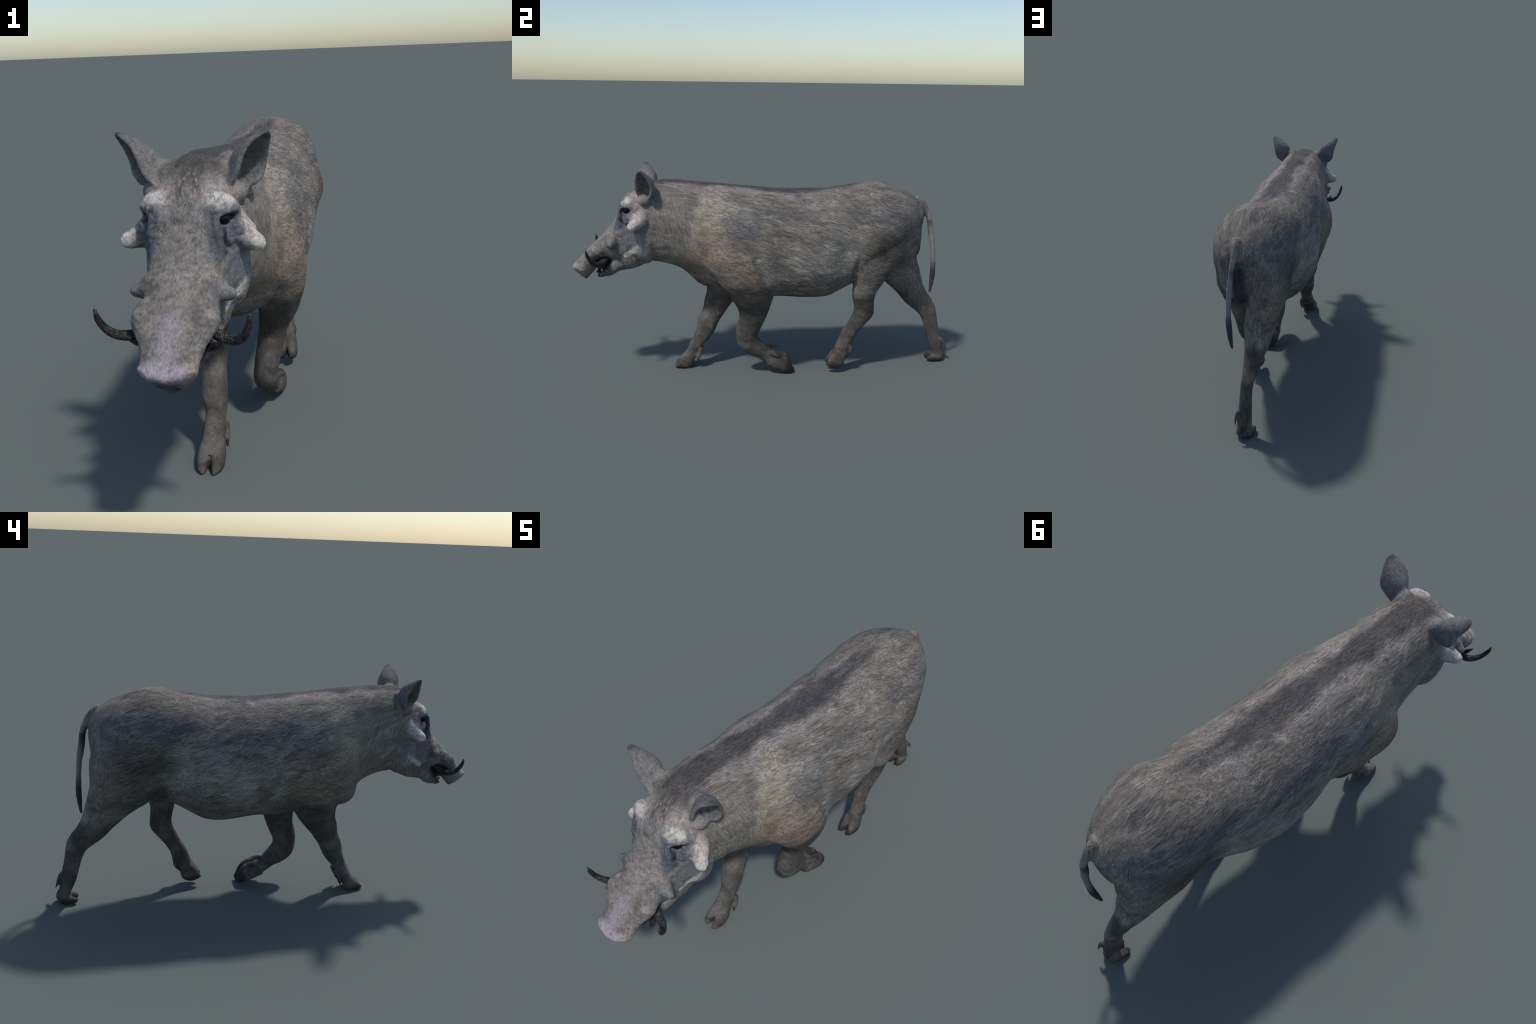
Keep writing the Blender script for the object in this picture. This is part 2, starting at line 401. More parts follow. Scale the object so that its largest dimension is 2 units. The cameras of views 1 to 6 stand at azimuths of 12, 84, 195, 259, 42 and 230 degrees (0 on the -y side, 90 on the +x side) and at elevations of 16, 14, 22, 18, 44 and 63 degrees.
# flanks, haunches, buttocks: (centre, radii, push)
for c, r, v in (
        ((0.19, 0.470, 0.86), (0.09, 0.075, 0.13), (-0.026, 0, -0.006)),
        ((0.12, 0.420, 0.95), (0.07, 0.090, 0.06), (-0.008, 0, -0.012)),
        ((0.22, 0.200, 0.74), (0.07, 0.070, 0.10), (0.016, 0, 0)),
        ((0.22, 0.375, 0.64), (0.07, 0.060, 0.10), (-0.028, 0, 0)),      # hollow of the left flank
        ((0.20, 0.530, 0.71), (0.07, 0.065, 0.10), (0.024, 0, 0)),       # left thigh muscle
        ((0.17, 0.720, 0.71), (0.08, 0.070, 0.10), (-0.016, -0.010, 0)),
        ((0.06, 0.820, 0.76), (0.06, 0.060, 0.08), (0, -0.020, 0)),
        ((0.22, 0.030, 0.60), (0.06, 0.060, 0.08), (-0.014, 0, 0)),
        ((0.12, -0.370, 0.53), (0.06, 0.060, 0.06), (-0.028, 0.010, 0.008)),
        ((-0.19, 0.465, 0.73), (0.09, 0.060, 0.15), (0.020, 0, 0)),
        ((-0.22, 0.240, 0.68), (0.09, 0.150, 0.13), (-0.017, 0, 0)),
        ((-0.09, 0.785, 0.82), (0.08, 0.070, 0.09), (-0.012, 0.026, 0)),
        ((-0.13, 0.800, 0.68), (0.07, 0.060, 0.07), (-0.004, 0.012, 0)),
        ((0.16, 0.700, 0.63), (0.07, 0.070, 0.07), (0.012, 0.010, 0)),
        ((-0.12, 0.810, 0.48), (0.05, 0.060, 0.08), (0.016, 0, 0)),
        ((-0.09, 0.520, 0.50), (0.07, 0.070, 0.06), (-0.024, 0, -0.012)),
        ((-0.10, 0.300, 0.40), (0.12, 0.180, 0.06), (0, 0, -0.006)),
        # right shoulder muscle, elbow flat against the ribs
        ((-0.19, -0.340, 0.640), (0.09, 0.075, 0.15), (-0.008, -0.012, 0)),
        ((-0.19, -0.235, 0.600), (0.08, 0.080, 0.12), (-0.020, 0, 0)),
        ((-0.19, -0.050, 0.560), (0.07, 0.075, 0.12), (0.024, 0, 0)),
        ((-0.14, -0.270, 0.430), (0.06, 0.080, 0.09), (0.010, 0.005, 0))):
    brush(c, r, vec=v, power=1.2)
# shoulder edge against the neck, folds of loose skin
for s in (1, -1):
    groove([(s * 0.15, -0.385, 0.90), (s * 0.175, -0.400, 0.78), (s * 0.17, -0.410, 0.66), (s * 0.13, -0.415, 0.56)], 0.035, 0.005)
    groove([(s * 0.13, -0.525, 0.85), (s * 0.15, -0.515, 0.74), (s * 0.12, -0.495, 0.62)], 0.020, 0.004)
    groove([(s * 0.20, -0.045, 0.88), (s * 0.225, -0.060, 0.76), (s * 0.225, -0.075, 0.66)], 0.035, 0.006)
    brush((s * 0.20, -0.135, 0.80), (0.08, 0.05, 0.13), vec=(s * 0.006, 0, 0))

# elbow creases
groove([(0.225, -0.085, 0.640), (0.225, -0.040, 0.560), (0.222, 0.010, 0.490), (0.20, 0.028, 0.430), (0.16, 0.024, 0.405)], 0.016, 0.010)
groove([(-0.210, -0.235, 0.600), (-0.200, -0.190, 0.520), (-0.18, -0.140, 0.450), (-0.14, -0.125, 0.415)], 0.016, 0.010)
# flank folds in front of the thighs
groove([(0.190, 0.455, 0.690), (0.180, 0.440, 0.600), (0.165, 0.435, 0.530), (0.14, 0.435, 0.490)], 0.020, 0.012)
groove([(-0.185, 0.520, 0.610), (-0.170, 0.500, 0.560), (-0.15, 0.510, 0.520)], 0.018, 0.008)
# wrinkles across the brow and muzzle, low relief on the body
headm = soft_mask(inlab('head', 'brow', 'jaw', 'facial_wart'), 8)[:, 0]
n = normals()
amt = np.zeros(nv)
for i in range(nv):
    p = Vector(co[i])
    if headm[i] > 0.05:
        amt[i] += headm[i] * (0.0022 * noise.fractal(p * 32, 1.0, 2.0, 3) + 0.0012 * noise.noise(Vector((p.x * 40, p.y * 90, p.z * 90))))
    amt[i] += (1 - headm[i]) * (0.0030 * noise.noise(p * 9) + 0.0012 * noise.noise(Vector((p.x * 45, p.y * 18, p.z * 40)))) * (1 - thin[i, 0])
co = co + n * amt[:, None]
co[:, 2] = np.maximum(co[:, 2], 0.0)      # soles stand flat on the ground

me.vertices.foreach_set('co', co.ravel()); me.update()
nrm = normals()

# ------------------------------------------------------------------ materials
class Tree:
    def __init__(self, name, rough=0.75):
        self.m = bpy.data.materials.new(name); self.m.use_nodes = True
        self.nt = self.m.node_tree
        self.bsdf = self.nt.nodes['Principled BSDF']
        self.bsdf.inputs['Roughness'].default_value = rough
        self.bsdf.inputs['Specular IOR Level'].default_value = 0.25
        self.P = self.nt.nodes.new('ShaderNodeTexCoord').outputs['Object']
    def n(self, t, **kw):
        x = self.nt.nodes.new(t)
        for k, v in kw.items(): setattr(x, k, v)
        return x
    def put(self, sock, v):
        if hasattr(v, 'is_output'): self.nt.links.new(v, sock)
        elif isinstance(v, (tuple, list)) and len(v) == 3 and sock.type == 'RGBA': sock.default_value = (*v, 1)
        else: sock.default_value = v
    def math(self, op, a, b=0.0, clamp=False):
        x = self.n('ShaderNodeMath', operation=op, use_clamp=clamp)
        self.put(x.inputs[0], a); self.put(x.inputs[1], b)
        return x.outputs[0]
    def vec(self, op, a, b=(0, 0, 0), scale=None):
        x = self.n('ShaderNodeVectorMath', operation=op)
        self.put(x.inputs[0], a); self.put(x.inputs[1], b)
        if scale is not None: self.put(x.inputs['Scale'], scale)
        return x.outputs['Value'] if op in ('LENGTH', 'DOT_PRODUCT', 'DISTANCE') else x.outputs['Vector']
    def ramp(self, v, lo, hi, a=0.0, b=1.0, smooth=True):
        x = self.n('ShaderNodeMapRange', interpolation_type='SMOOTHSTEP' if smooth else 'LINEAR')
        self.put(x.inputs['Value'], v)
        for k, q in (('From Min', lo), ('From Max', hi), ('To Min', a), ('To Max', b)): x.inputs[k].default_value = q
        return x.outputs['Result']
    def noise(self, co, scale, detail=2.0, rough=0.5, dist=0.0, color=False):
        x = self.n('ShaderNodeTexNoise')
        self.put(x.inputs['Vector'], co)
        x.inputs['Scale'].default_value = scale; x.inputs['Detail'].default_value = detail
        x.inputs['Roughness'].default_value = rough; x.inputs['Distortion'].default_value = dist
        return x.outputs['Color'] if color else x.outputs['Fac']
    def mix(self, a, b, f, mode='MIX'):
        x = self.n('ShaderNodeMix', data_type='RGBA', blend_type=mode)
        self.put(x.inputs[0], f); self.put(x.inputs[6], a); self.put(x.inputs[7], b)
        return x.outputs[2]
    def warp(self, co, scale, amp, off=0.0):
        """Displace coordinates by smooth noise of size amp (m)."""
        c = self.vec('ADD', co, (off, off * 0.7, -off))
        c = self.noise(c, scale, 1.0, color=True)
        c = self.vec('SUBTRACT', c, (0.5, 0.5, 0.5))
        return self.vec('ADD', co, self.vec('SCALE', c, scale=amp))
    def along(self, co, d, across, length):
        """Coordinates for strands lying along direction d."""
        d = Vector(d).normalized()
        a = d.orthogonal().normalized(); b = d.cross(a)
        x = self.n('ShaderNodeCombineXYZ')
        for i, (v, k) in enumerate(((a, across), (b, across), (d, length))):
            self.put(x.inputs[i], self.vec('DOT_PRODUCT', co, tuple(v * k)))
        return x.outputs[0]
    def strands(self, co, d, across=110.0, length=12.0, seed=0.0, wav=0.03):
        """0..1 pattern of wavy bristles: soft streaks with thin pale hairs on top."""
        w = self.warp(self.warp(co, 8.0, wav * 2.2, seed), 38.0, wav * 0.24, seed + 3)
        k = self.along(w, d, across, length)
        soft = self.ramp(self.noise(k, 0.75, 4.0, 0.68), 0.33, 0.67)
        w2 = self.warp(self.warp(co, 7.0, wav * 2.8, seed + 11), 26.0, wav * 0.36, seed + 17)
        k2 = self.along(w2, d, across * 0.9, length * 0.9)
        line = self.math('ABSOLUTE', self.math('SUBTRACT', self.noise(k2, 0.5, 1.0), 0.5))
        line = self.ramp(line, 0.0, 0.060, 1.0, 0.0)
        # a second set of hairs crossing the first at a small angle
        d3 = Vector(d).normalized() + 0.28 * Vector((0.4, -0.3, 1.0)).normalized()
        k3 = self.along(self.warp(self.warp(co, 6.0, wav * 3.0, seed + 23), 22.0, wav * 0.5, seed + 29), d3, across * 1.1, length)
        line3 = self.math('ABSOLUTE', self.math('SUBTRACT', self.noise(k3, 0.5, 1.0), 0.5))
        line3 = self.ramp(line3, 0.0, 0.045, 0.8, 0.0)
        return soft, self.math('MAXIMUM', line, line3)
    def spot(self, co, c, r, soft=0.45):
        d = self.vec('SUBTRACT', co, tuple(c))
        d = self.vec('DIVIDE', d, tuple(r))
        return self.ramp(self.vec('LENGTH', d), 1 - soft, 1 + soft, 1.0, 0.0)
    def bar(self, co, a, b, r, soft=0.45):
        """Soft capsule from a to b."""
        a, b = Vector(a), Vector(b); ab = b - a
        pa = self.vec('SUBTRACT', co, tuple(a))
        t = self.math('MULTIPLY', self.vec('DOT_PRODUCT', pa, tuple(ab)), 1 / ab.length_squared, clamp=True)
        q = self.vec('SUBTRACT', pa, self.vec('SCALE', tuple(ab), scale=t))
        return self.ramp(self.vec('LENGTH', q), r * (1 - soft), r * (1 + soft), 1.0, 0.0)
    def finish(self, col, height=None, strength=0.3, distance=0.004):
        self.put(self.bsdf.inputs['Base Color'], col)
        if height is not None:
            b = self.n('ShaderNodeBump')
            b.inputs['Strength'].default_value = strength; b.inputs['Distance'].default_value = distance
            self.put(b.inputs['Height'], height)
            self.nt.links.new(b.outputs['Normal'], self.bsdf.inputs['Normal'])
        return self.m

def make_hide():
    T = Tree('bristly_hide', 0.85)
    P = T.P
    sep = T.n('ShaderNodeSeparateXYZ'); T.put(sep.inputs[0], P)
    ax = T.math('ABSOLUTE', T.math('SUBTRACT', sep.outputs[0], 0.013))
    cb = T.n('ShaderNodeCombineXYZ'); T.put(cb.inputs[0], ax); T.put(cb.inputs[1], sep.outputs[1]); T.put(cb.inputs[2], sep.outputs[2])
    S = cb.outputs[0]                                   # mirrored coordinates
    W = T.warp(T.warp(S, 7.0, 0.07), 40.0, 0.02, 5)     # ragged mask edges on the coat
    H = T.warp(S, 60.0, 0.012, 2)                       # tighter ragged edges on the head
    Y, Z = sep.outputs[1], sep.outputs[2]
    wsep = T.n('ShaderNodeSeparateXYZ'); T.put(wsep.inputs[0], W)
    WY, WZ = wsep.outputs[1], wsep.outputs[2]

    headm = T.ramp(T.math('ADD', Y, T.math('MULTIPLY', Z, -0.12)), -0.74, -0.66, 1.0, 0.0)
    neckm = T.math('MULTIPLY', T.ramp(T.math('ADD', WY, T.math('MULTIPLY', T.noise(P, 14.0, 2.0), 0.16)), -0.42, -0.14, 1.0, 0.0), T.math('SUBTRACT', 1.0, headm))
    rumpm = T.ramp(WY, 0.66, 0.80)
    legm = T.ramp(WZ, 0.38, 0.47, 1.0, 0.0)
    legm = T.math('MULTIPLY', legm, T.math('SUBTRACT', 1.0, headm))
    neckm = T.math('MULTIPLY', neckm, T.ramp(WZ, 0.90, 0.985, 1.0, 0.0))
    vert = T.math('MAXIMUM', T.math('MULTIPLY', neckm, 0.8), T.math('MAXIMUM', rumpm, legm))

    # ---- coat colours before strands
    WW0 = T.warp(W, 10.0, 0.12, 61)
    col = (0.170, 0.147, 0.125)
    big = T.noise(W, 5.0, 3.0, 0.6)
    longs = T.noise(T.along(T.warp(T.warp(P, 4.0, 0.10, 51), 14.0, 0.03, 53), (0, 1, -0.12), 24, 3.6), 1.0, 3.0, 0.6)
    col = T.mix(col, (0.205, 0.185, 0.166), T.ramp(big, 0.45, 0.70))
    col = T.mix(col, (0.250, 0.222, 0.190), T.ramp(longs, 0.52, 0.72, 0.0, 0.75))
    col = T.mix(col, (0.094, 0.085, 0.080), T.ramp(longs, 0.30, 0.47, 0.80, 0.0))
    col = T.mix(col, (0.112, 0.108, 0.110), T.ramp(T.noise(T.vec('ADD', W, (3, 1, 2)), 4.5, 3.0, 0.6), 0.52, 0.74, 0.0, 0.6))
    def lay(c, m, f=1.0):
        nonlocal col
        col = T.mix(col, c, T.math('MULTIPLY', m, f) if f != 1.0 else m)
    lay((0.205, 0.190, 0.168), T.bar(WW0, (0.17, -0.46, 0.90), (0.16, -0.44, 0.64), 0.11, 0.9), 0.5)       # greyish neck
    WW = T.warp(T.warp(W, 14.0, 0.11, 17), 45.0, 0.04, 19)
    lay((0.36, 0.318, 0.252), T.bar(WW, (0.17, -0.275, 0.92), (0.20, -0.315, 0.79), 0.078, 0.95), 0.50)    # cream shoulder blaze
    lay((0.29, 0.238, 0.175), T.bar(WW, (0.20, -0.320, 0.79), (0.20, -0.345, 0.70), 0.055, 0.7), 0.7)
    lay((0.27, 0.255, 0.24), T.spot(W, (0.21, -0.13, 0.85), (0.10, 0.08, 0.075), 0.7), 0.55)
    lay((0.19, 0.145, 0.108), T.bar(W, (0.20, -0.29, 0.68), (0.20, -0.15, 0.57), 0.085, 0.7), 0.75)   # warm brown shoulder
    lay((0.17, 0.135, 0.105), T.bar(W, (0.05, -0.41, 0.57), (0.16, -0.38, 0.64), 0.08, 0.7), 0.65)
    lay((0.29, 0.275, 0.24), T.bar(W, (0.21, 0.13, 0.63), (0.19, 0.43, 0.69), 0.075, 0.8), 0.6)      # pale flank
    lay((0.26, 0.245, 0.225), T.bar(W, (0.21, 0.0, 0.53), (0.21, -0.06, 0.65), 0.030, 0.7), 0.6)    # pale edge of the elbow
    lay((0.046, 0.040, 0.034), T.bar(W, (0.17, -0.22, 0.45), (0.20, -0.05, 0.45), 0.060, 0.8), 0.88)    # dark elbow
    lay((0.047, 0.041, 0.035), T.bar(W, (0.18, 0.53, 0.71), (0.18, 0.64, 0.70), 0.075, 0.9), 0.78)
    for a, b, r in (((0.17, 0.42, 0.88), (0.18, 0.66, 0.86), 0.055), ((0.19, -0.05, 0.88), (0.20, 0.16, 0.86), 0.05), ((0.21, -0.22, 0.85), (0.21, -0.12, 0.80), 0.04)):
        lay((0.098, 0.098, 0.108), T.bar(W, a, b, r, 0.9), 0.55)    # cool sky-lit shade of back and shoulder, tinted into the coat
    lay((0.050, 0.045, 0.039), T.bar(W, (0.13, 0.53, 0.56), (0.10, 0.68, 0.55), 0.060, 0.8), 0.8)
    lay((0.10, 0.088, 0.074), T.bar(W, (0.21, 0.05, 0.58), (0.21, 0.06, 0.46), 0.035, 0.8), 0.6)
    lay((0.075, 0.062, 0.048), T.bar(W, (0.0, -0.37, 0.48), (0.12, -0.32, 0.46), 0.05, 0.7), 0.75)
    # dorsal stripe
    lay((0.066, 0.060, 0.060), T.bar(W, (0, -0.66, 1.00), (0, -0.28, 1.00), 0.066, 0.40), 0.92)
    lay((0.066, 0.060, 0.060), T.bar(W, (0, -0.30, 1.00), (0, 0.20, 0.975), 0.050, 0.7), 0.88)
    streak = T.ramp(T.noise(T.along(T.warp(P, 9.0, 0.03, 31), (0, 1, 0), 60, 6), 0.6, 2.0), 0.36, 0.60, 0.35, 1.0)
    lay((0.052, 0.051, 0.057), T.math('MULTIPLY', T.bar(W, (0.012, -0.05, 0.965), (0.0, 0.44, 0.99), 0.042, 0.9), streak), 0.9)
    lay((0.110, 0.100, 0.096), T.math('MULTIPLY', T.bar(W, (0.075, -0.05, 0.95), (0.090, 0.60, 0.98), 0.022, 0.9), streak), 0.6)
    lay((0.100, 0.092, 0.090), T.math('MULTIPLY', T.bar(W, (0.0, 0.45, 1.0), (0.0, 0.72, 0.96), 0.030, 0.9), streak), 0.5)
    lay((0.255, 0.222, 0.205), T.bar(W, (0.072, -0.50, 1.00), (0.080, 0.10, 0.955), 0.022, 0.8), 0.7)
    # legs
    legc = T.mix((0.070, 0.062, 0.055), (0.122, 0.109, 0.097), T.ramp(T.noise(P, 13.0, 3.0, 0.6), 0.42, 0.66))
    lay(legc, legm)
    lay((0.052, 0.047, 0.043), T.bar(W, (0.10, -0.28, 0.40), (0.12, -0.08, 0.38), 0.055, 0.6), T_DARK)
    for c, r in (((-0.045, -0.43, 0.065), 0.035), ((0.08, 0.02, 0.085), 0.032), ((-0.05, 0.925, 0.30), 0.035), ((0.085, 0.48, 0.28), 0.03), ((-0.05, -0.40, 0.13), 0.03)):
        lay((0.200, 0.186, 0.168), T.spot(T.warp(P, 30, 0.03), c, (r, r, r), 0.7), 0.6)
    for a, b in (((0.125, 0.485, 0.45), (0.10, 0.51, 0.38)), ((-0.09, 0.80, 0.42), (-0.06, 0.86, 0.34)), ((-0.05, -0.335, 0.27), (-0.05, -0.36, 0.20)), ((0.10, -0.15, 0.26), (0.09, -0.12, 0.20))):
        lay((0.185, 0.172, 0.155), T.bar(T.warp(P, 24, 0.05), a, b, 0.028, 0.8), 0.5)
    # hooves
    Ph = T.warp(P, 40.0, 0.010)
    for c, r in (((-0.042, -0.480, 0.000), (0.08, 0.052, 0.034)), ((0.083, 0.122, 0.034), (0.08, 0.046, 0.066)),
                 ((0.087, 0.332, 0.034), (0.08, 0.066, 0.032)), ((-0.031, 0.925, 0.004), (0.08, 0.078, 0.030)),
                 ((-0.042, -0.374, 0.040), (0.08, 0.02, 0.022)), ((0.083, 0.062, 0.112), (0.08, 0.025, 0.02)),
                 ((0.087, 0.424, 0.094), (0.08, 0.02, 0.022)), ((-0.031, 1.004, 0.062), (0.08, 0.02, 0.024))):
        lay((0.036, 0.029, 0.025), T.spot(Ph, c, r, 0.22), 0.92)
    # tail
    tailm = T.math('MULTIPLY', T.ramp(Y, 0.825, 0.84), T.ramp(Z, 0.40, 0.41))
    tailm = T.math('MULTIPLY', tailm, T.ramp(T.vec('LENGTH', T.vec('MULTIPLY', T.vec('SUBTRACT', P, (0.036, 0.875, 0)), (1, 1, 0))), 0.036, 0.042, 1.0, 0.0))
    tc = T.mix((0.235, 0.215, 0.20), (0.050, 0.046, 0.056), T.ramp(T.math('ADD', Z, T.math('MULTIPLY', big, 0.1)), 0.60, 0.68, 1.0, 0.0))
    tc = T.mix(tc, (0.095, 0.060, 0.056), T.ramp(Z, 0.41, 0.49, 0.9, 0.0))
    lay(tc, tailm)
    # bare dark skin under the tail
    lay((0.035, 0.033, 0.038), T.bar(W, (0, 0.83, 0.78), (0, 0.80, 0.62), 0.036, 0.5), 0.9)

    # ---- head colours
    hc = T.mix((0.118, 0.107, 0.096), (0.220, 0.200, 0.180), T.ramp(T.noise(H, 20.0, 4.0, 0.7), 0.40, 0.64))
    hc = T.mix(hc, (0.155, 0.160, 0.170), T.ramp(T.noise(T.vec('ADD', H, (5, 2, 1)), 12.0, 3.0, 0.6), 0.50, 0.68, 0.0, 0.75))
    def hl(c, m, f=1.0):
        nonlocal hc
        hc = T.mix(hc, c, T.math('MULTIPLY', m, f) if f != 1.0 else m)
    hl((0.27, 0.26, 0.255), T.spot(H, (0.10, -0.68, 0.89), (0.08, 0.10, 0.11), 0.7), 0.7)              # pale temples
    hl((0.33, 0.265, 0.235), T.bar(H, (0.03, -0.70, 0.95), (0.12, -0.645, 0.93), 0.026, 0.7), 0.6)     # pinkish above the brow
    hl((0.33, 0.27, 0.245), T.bar(H, (0.135, -0.66, 0.90), (0.165, -0.655, 0.84), 0.02, 0.7), 0.6)
    hl((0.076, 0.088, 0.108), T.bar(H, (0.086, -0.730, 0.902), (0.085, -0.750, 0.815), 0.030, 0.6), 0.9)  # bluish sockets
    hl((0.112, 0.116, 0.138), T.spot(H, (0.122, -0.71, 0.85), (0.04, 0.035, 0.045), 0.6), 0.85)
    hl((0.11, 0.12, 0.145), T.bar(H, (0.085, -0.735, 0.912), (0.125, -0.695, 0.902), 0.016, 0.6), 0.8)
    hl((0.52, 0.485, 0.435), T.math('MULTIPLY', T.bar(H, (0.074, -0.728, 0.943), (0.108, -0.708, 0.934), 0.023, 0.9), T.ramp(T.noise(P, 70.0, 3.0), 0.30, 0.60, 0.55, 1.0)), 0.95)    # white brow
    hl((0.016, 0.015, 0.017), T.spot(H, (0.110, -0.716, 0.885), (0.028, 0.027, 0.0135), 0.35), 0.95)
    hl((0.030, 0.030, 0.036), T.bar(H, (0.098, -0.735, 0.880), (0.098, -0.735, 0.832), 0.009, 0.6), 0.95)   # dark line along the crease below the eye
    hl((0.08, 0.08, 0.09), T.bar(H, (0.105, -0.735, 0.805), (0.150, -0.715, 0.795), 0.014, 0.8), 0.7)
    hl((0.46, 0.395, 0.36), T.bar(H, (0.150, -0.650, 0.850), (0.188, -0.69, 0.818), 0.034, 0.9), 0.85)    # pale cheek wart
    hl((0.53, 0.50, 0.44), T.spot(H, (0.192, -0.695, 0.815), (0.034, 0.034, 0.030), 0.8), 0.9)
    hl((0.115, 0.122, 0.135), T.bar(H, (0.12, -0.70, 0.765), (0.13, -0.64, 0.75), 0.04, 0.7), 0.7)       # slate below it
    hl((0.47, 0.47, 0.41), T.math('MULTIPLY', T.bar(T.vec('MULTIPLY', T.warp(S, 70.0, 0.008, 2), (0, 1, 1)), (0, -0.722, 0.657), (0, -0.650, 0.708), 0.0110, 0.5), T.ramp(ax, 0.06, 0.075)), 0.95)     # white whisker streak
    hl((0.22, 0.23, 0.24), T.bar(H, (0.14, -0.655, 0.745), (0.13, -0.640, 0.68), 0.026, 0.7), 0.6)
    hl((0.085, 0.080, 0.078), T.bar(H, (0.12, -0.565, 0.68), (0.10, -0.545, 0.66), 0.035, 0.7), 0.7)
    hl((0.22, 0.195, 0.178), T.bar(H, (0.0, -0.78, 0.83), (0.0, -0.90, 0.70), 0.055, 0.6), 0.5)         # brownish bridge
    hl((0.13, 0.12, 0.112), T.bar(H, (0.10, -0.79, 0.70), (0.135, -0.79, 0.715), 0.03, 0.7), 0.5)
    hl((0.27, 0.243, 0.262), T.bar(H, (0.0, -0.915, 0.685), (0.0, -0.985, 0.595), 0.030, 0.8), 0.75)     # lilac nose
    hl((0.30, 0.265, 0.285), T.spot(H, (0.0, -0.995, 0.588), (0.10, 0.034, 0.030), 0.5), 0.85)
    hl((0.31, 0.25, 0.235), T.bar(H, (0.075, -0.93, 0.60), (0.07, -0.97, 0.57), 0.025, 0.8), 0.6)
    hl((0.060, 0.054, 0.054), T.bar(H, (0.0, -0.952, 0.530), (0.0, -0.97, 0.548), 0.030, 0.6), 0.85)       # nose pad underside
    hl((0.012, 0.010, 0.011), T.spot(H, (0.022, -0.944, 0.530), (0.008, 0.008, 0.008), 0.5), 0.7)
    hl((0.050, 0.050, 0.056), T.bar(H, (0.03, -0.87, 0.532), (0.055, -0.82, 0.60), 0.026, 0.6), 0.9)     # dark lips and chin
    hl((0.040, 0.036, 0.038), T.bar(H, (0.06, -0.885, 0.616), (0.07, -0.825, 0.632), 0.019, 0.5), 0.95)     # dark recess round the tusks
    hl((0.055, 0.020, 0.018), T.bar(H, (0.03, -0.865, 0.605), (0.045, -0.825, 0.620), 0.022, 0.5), 0.9)
    # forelock reaching down between the brows
    fs, fl_ = T.strands(P, (0.15, -0.6, -0.8), 130, 14, 4.0, 0.012)
    hl((0.070, 0.060, 0.054), T.math('MULTIPLY', T.bar(T.warp(S, 22.0, 0.03, 8), (0, -0.62, 1.03), (0, -0.705, 0.965), 0.040, 0.6), T.ramp(fs, 0.15, 0.75, 0.35, 1.0)), 0.95)
    # ears
    hl((0.145, 0.14, 0.14), T.spot(H, (0.16, -0.60, 1.02), (0.075, 0.075, 0.10), 0.3), 0.8)
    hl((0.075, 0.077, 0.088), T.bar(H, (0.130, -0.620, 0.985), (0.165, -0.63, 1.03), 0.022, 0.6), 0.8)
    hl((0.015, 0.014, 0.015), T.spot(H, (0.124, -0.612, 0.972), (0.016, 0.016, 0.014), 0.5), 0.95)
    hl((0.060, 0.055, 0.055), T.spot(H, (0.198, -0.632, 1.085), (0.02, 0.02, 0.03), 0.5), 0.8)
    hl((0.24, 0.24, 0.25), T.bar(H, (0.145, -0.635, 0.958), (0.175, -0.60, 0.965), 0.016, 0.7), 0.7)

    earzone = T.spot(S, (0.165, -0.60, 1.03), (0.095, 0.085, 0.11), 0.12)
    headsel = T.math('MAXIMUM', T.ramp(T.math('ADD', T.math('ADD', Y, T.math('MULTIPLY', Z, 0.15)), T.math('MULTIPLY', big, 0.10)), -0.475, -0.415, 1.0, 0.0), earzone)
    col = T.mix(col, hc, headsel)

    # ---- bristles
    s1, l1 = T.strands(P, (0.0, 1.0, -0.30), 250, 13, 0.0, 0.022)
    s2, l2 = T.strands(P, (0.0, 0.30, -1.0), 250, 13, 7.0, 0.022)
    s = T.mix(s1, s2, vert); l = T.mix(l1, l2, vert)
    nearhead = headsel
    fine = T.noise(T.along(T.warp(P, 25.0, 0.02, 9), (0.0, -0.62, -0.78), 230, 75), 1.0, 3.0, 0.65)
    fine = T.ramp(fine, 0.30, 0.70)
    clump = T.ramp(T.noise(T.along(T.warp(P, 6.0, 0.10, 13), (0, 1, -0.4), 26, 9), 1.0, 2.0), 0.3, 0.7)
    lamt = T.math('MULTIPLY', l, T.ramp(clump, 0.1, 0.9, 0.25, 0.85))
    coat = T.math('ADD', T.math('MULTIPLY', s, 0.58), T.math('MULTIPLY', lamt, 0.75))
    coat = T.math('ADD', coat, T.math('MULTIPLY', clump, 0.12))
    fac_c = T.ramp(coat, 0.0, 1.3, 0.42, 1.95, smooth=False)
    skin = T.noise(T.warp(P, 45.0, 0.012, 21), 75.0, 4.0, 0.7)
    fine = T.math('ADD', T.math('MULTIPLY', fine, 0.45), T.math('MULTIPLY', T.ramp(skin, 0.30, 0.70), 0.55))
    fac_h = T.ramp(fine, 0.1, 0.9, 0.60, 1.40, smooth=False)
    # wrinkled skin: dark crease lines, mostly round the eyes and across the forehead
    cr = T.math('ABSOLUTE', T.math('SUBTRACT', T.noise(T.along(T.warp(P, 24.0, 0.030, 41), (0.3, -0.5, -0.8), 75, 30), 1.0, 2.0, 0.6), 0.5))
    cr = T.ramp(cr, 0.0, 0.055, 0.50, 1.0)
    crm = T.math('MULTIPLY', T.ramp(T.noise(P, 26.0, 2.0), 0.40, 0.58), T.math('MAXIMUM', T.spot(S, (0.10, -0.70, 0.88), (0.08, 0.09, 0.10), 0.4), T.spot(S, (0.03, -0.74, 0.90), (0.08, 0.09, 0.09), 0.5)))
    fac_h = T.math('MULTIPLY', fac_h, T.mix((1.0, 1.0, 1.0), cr, crm))
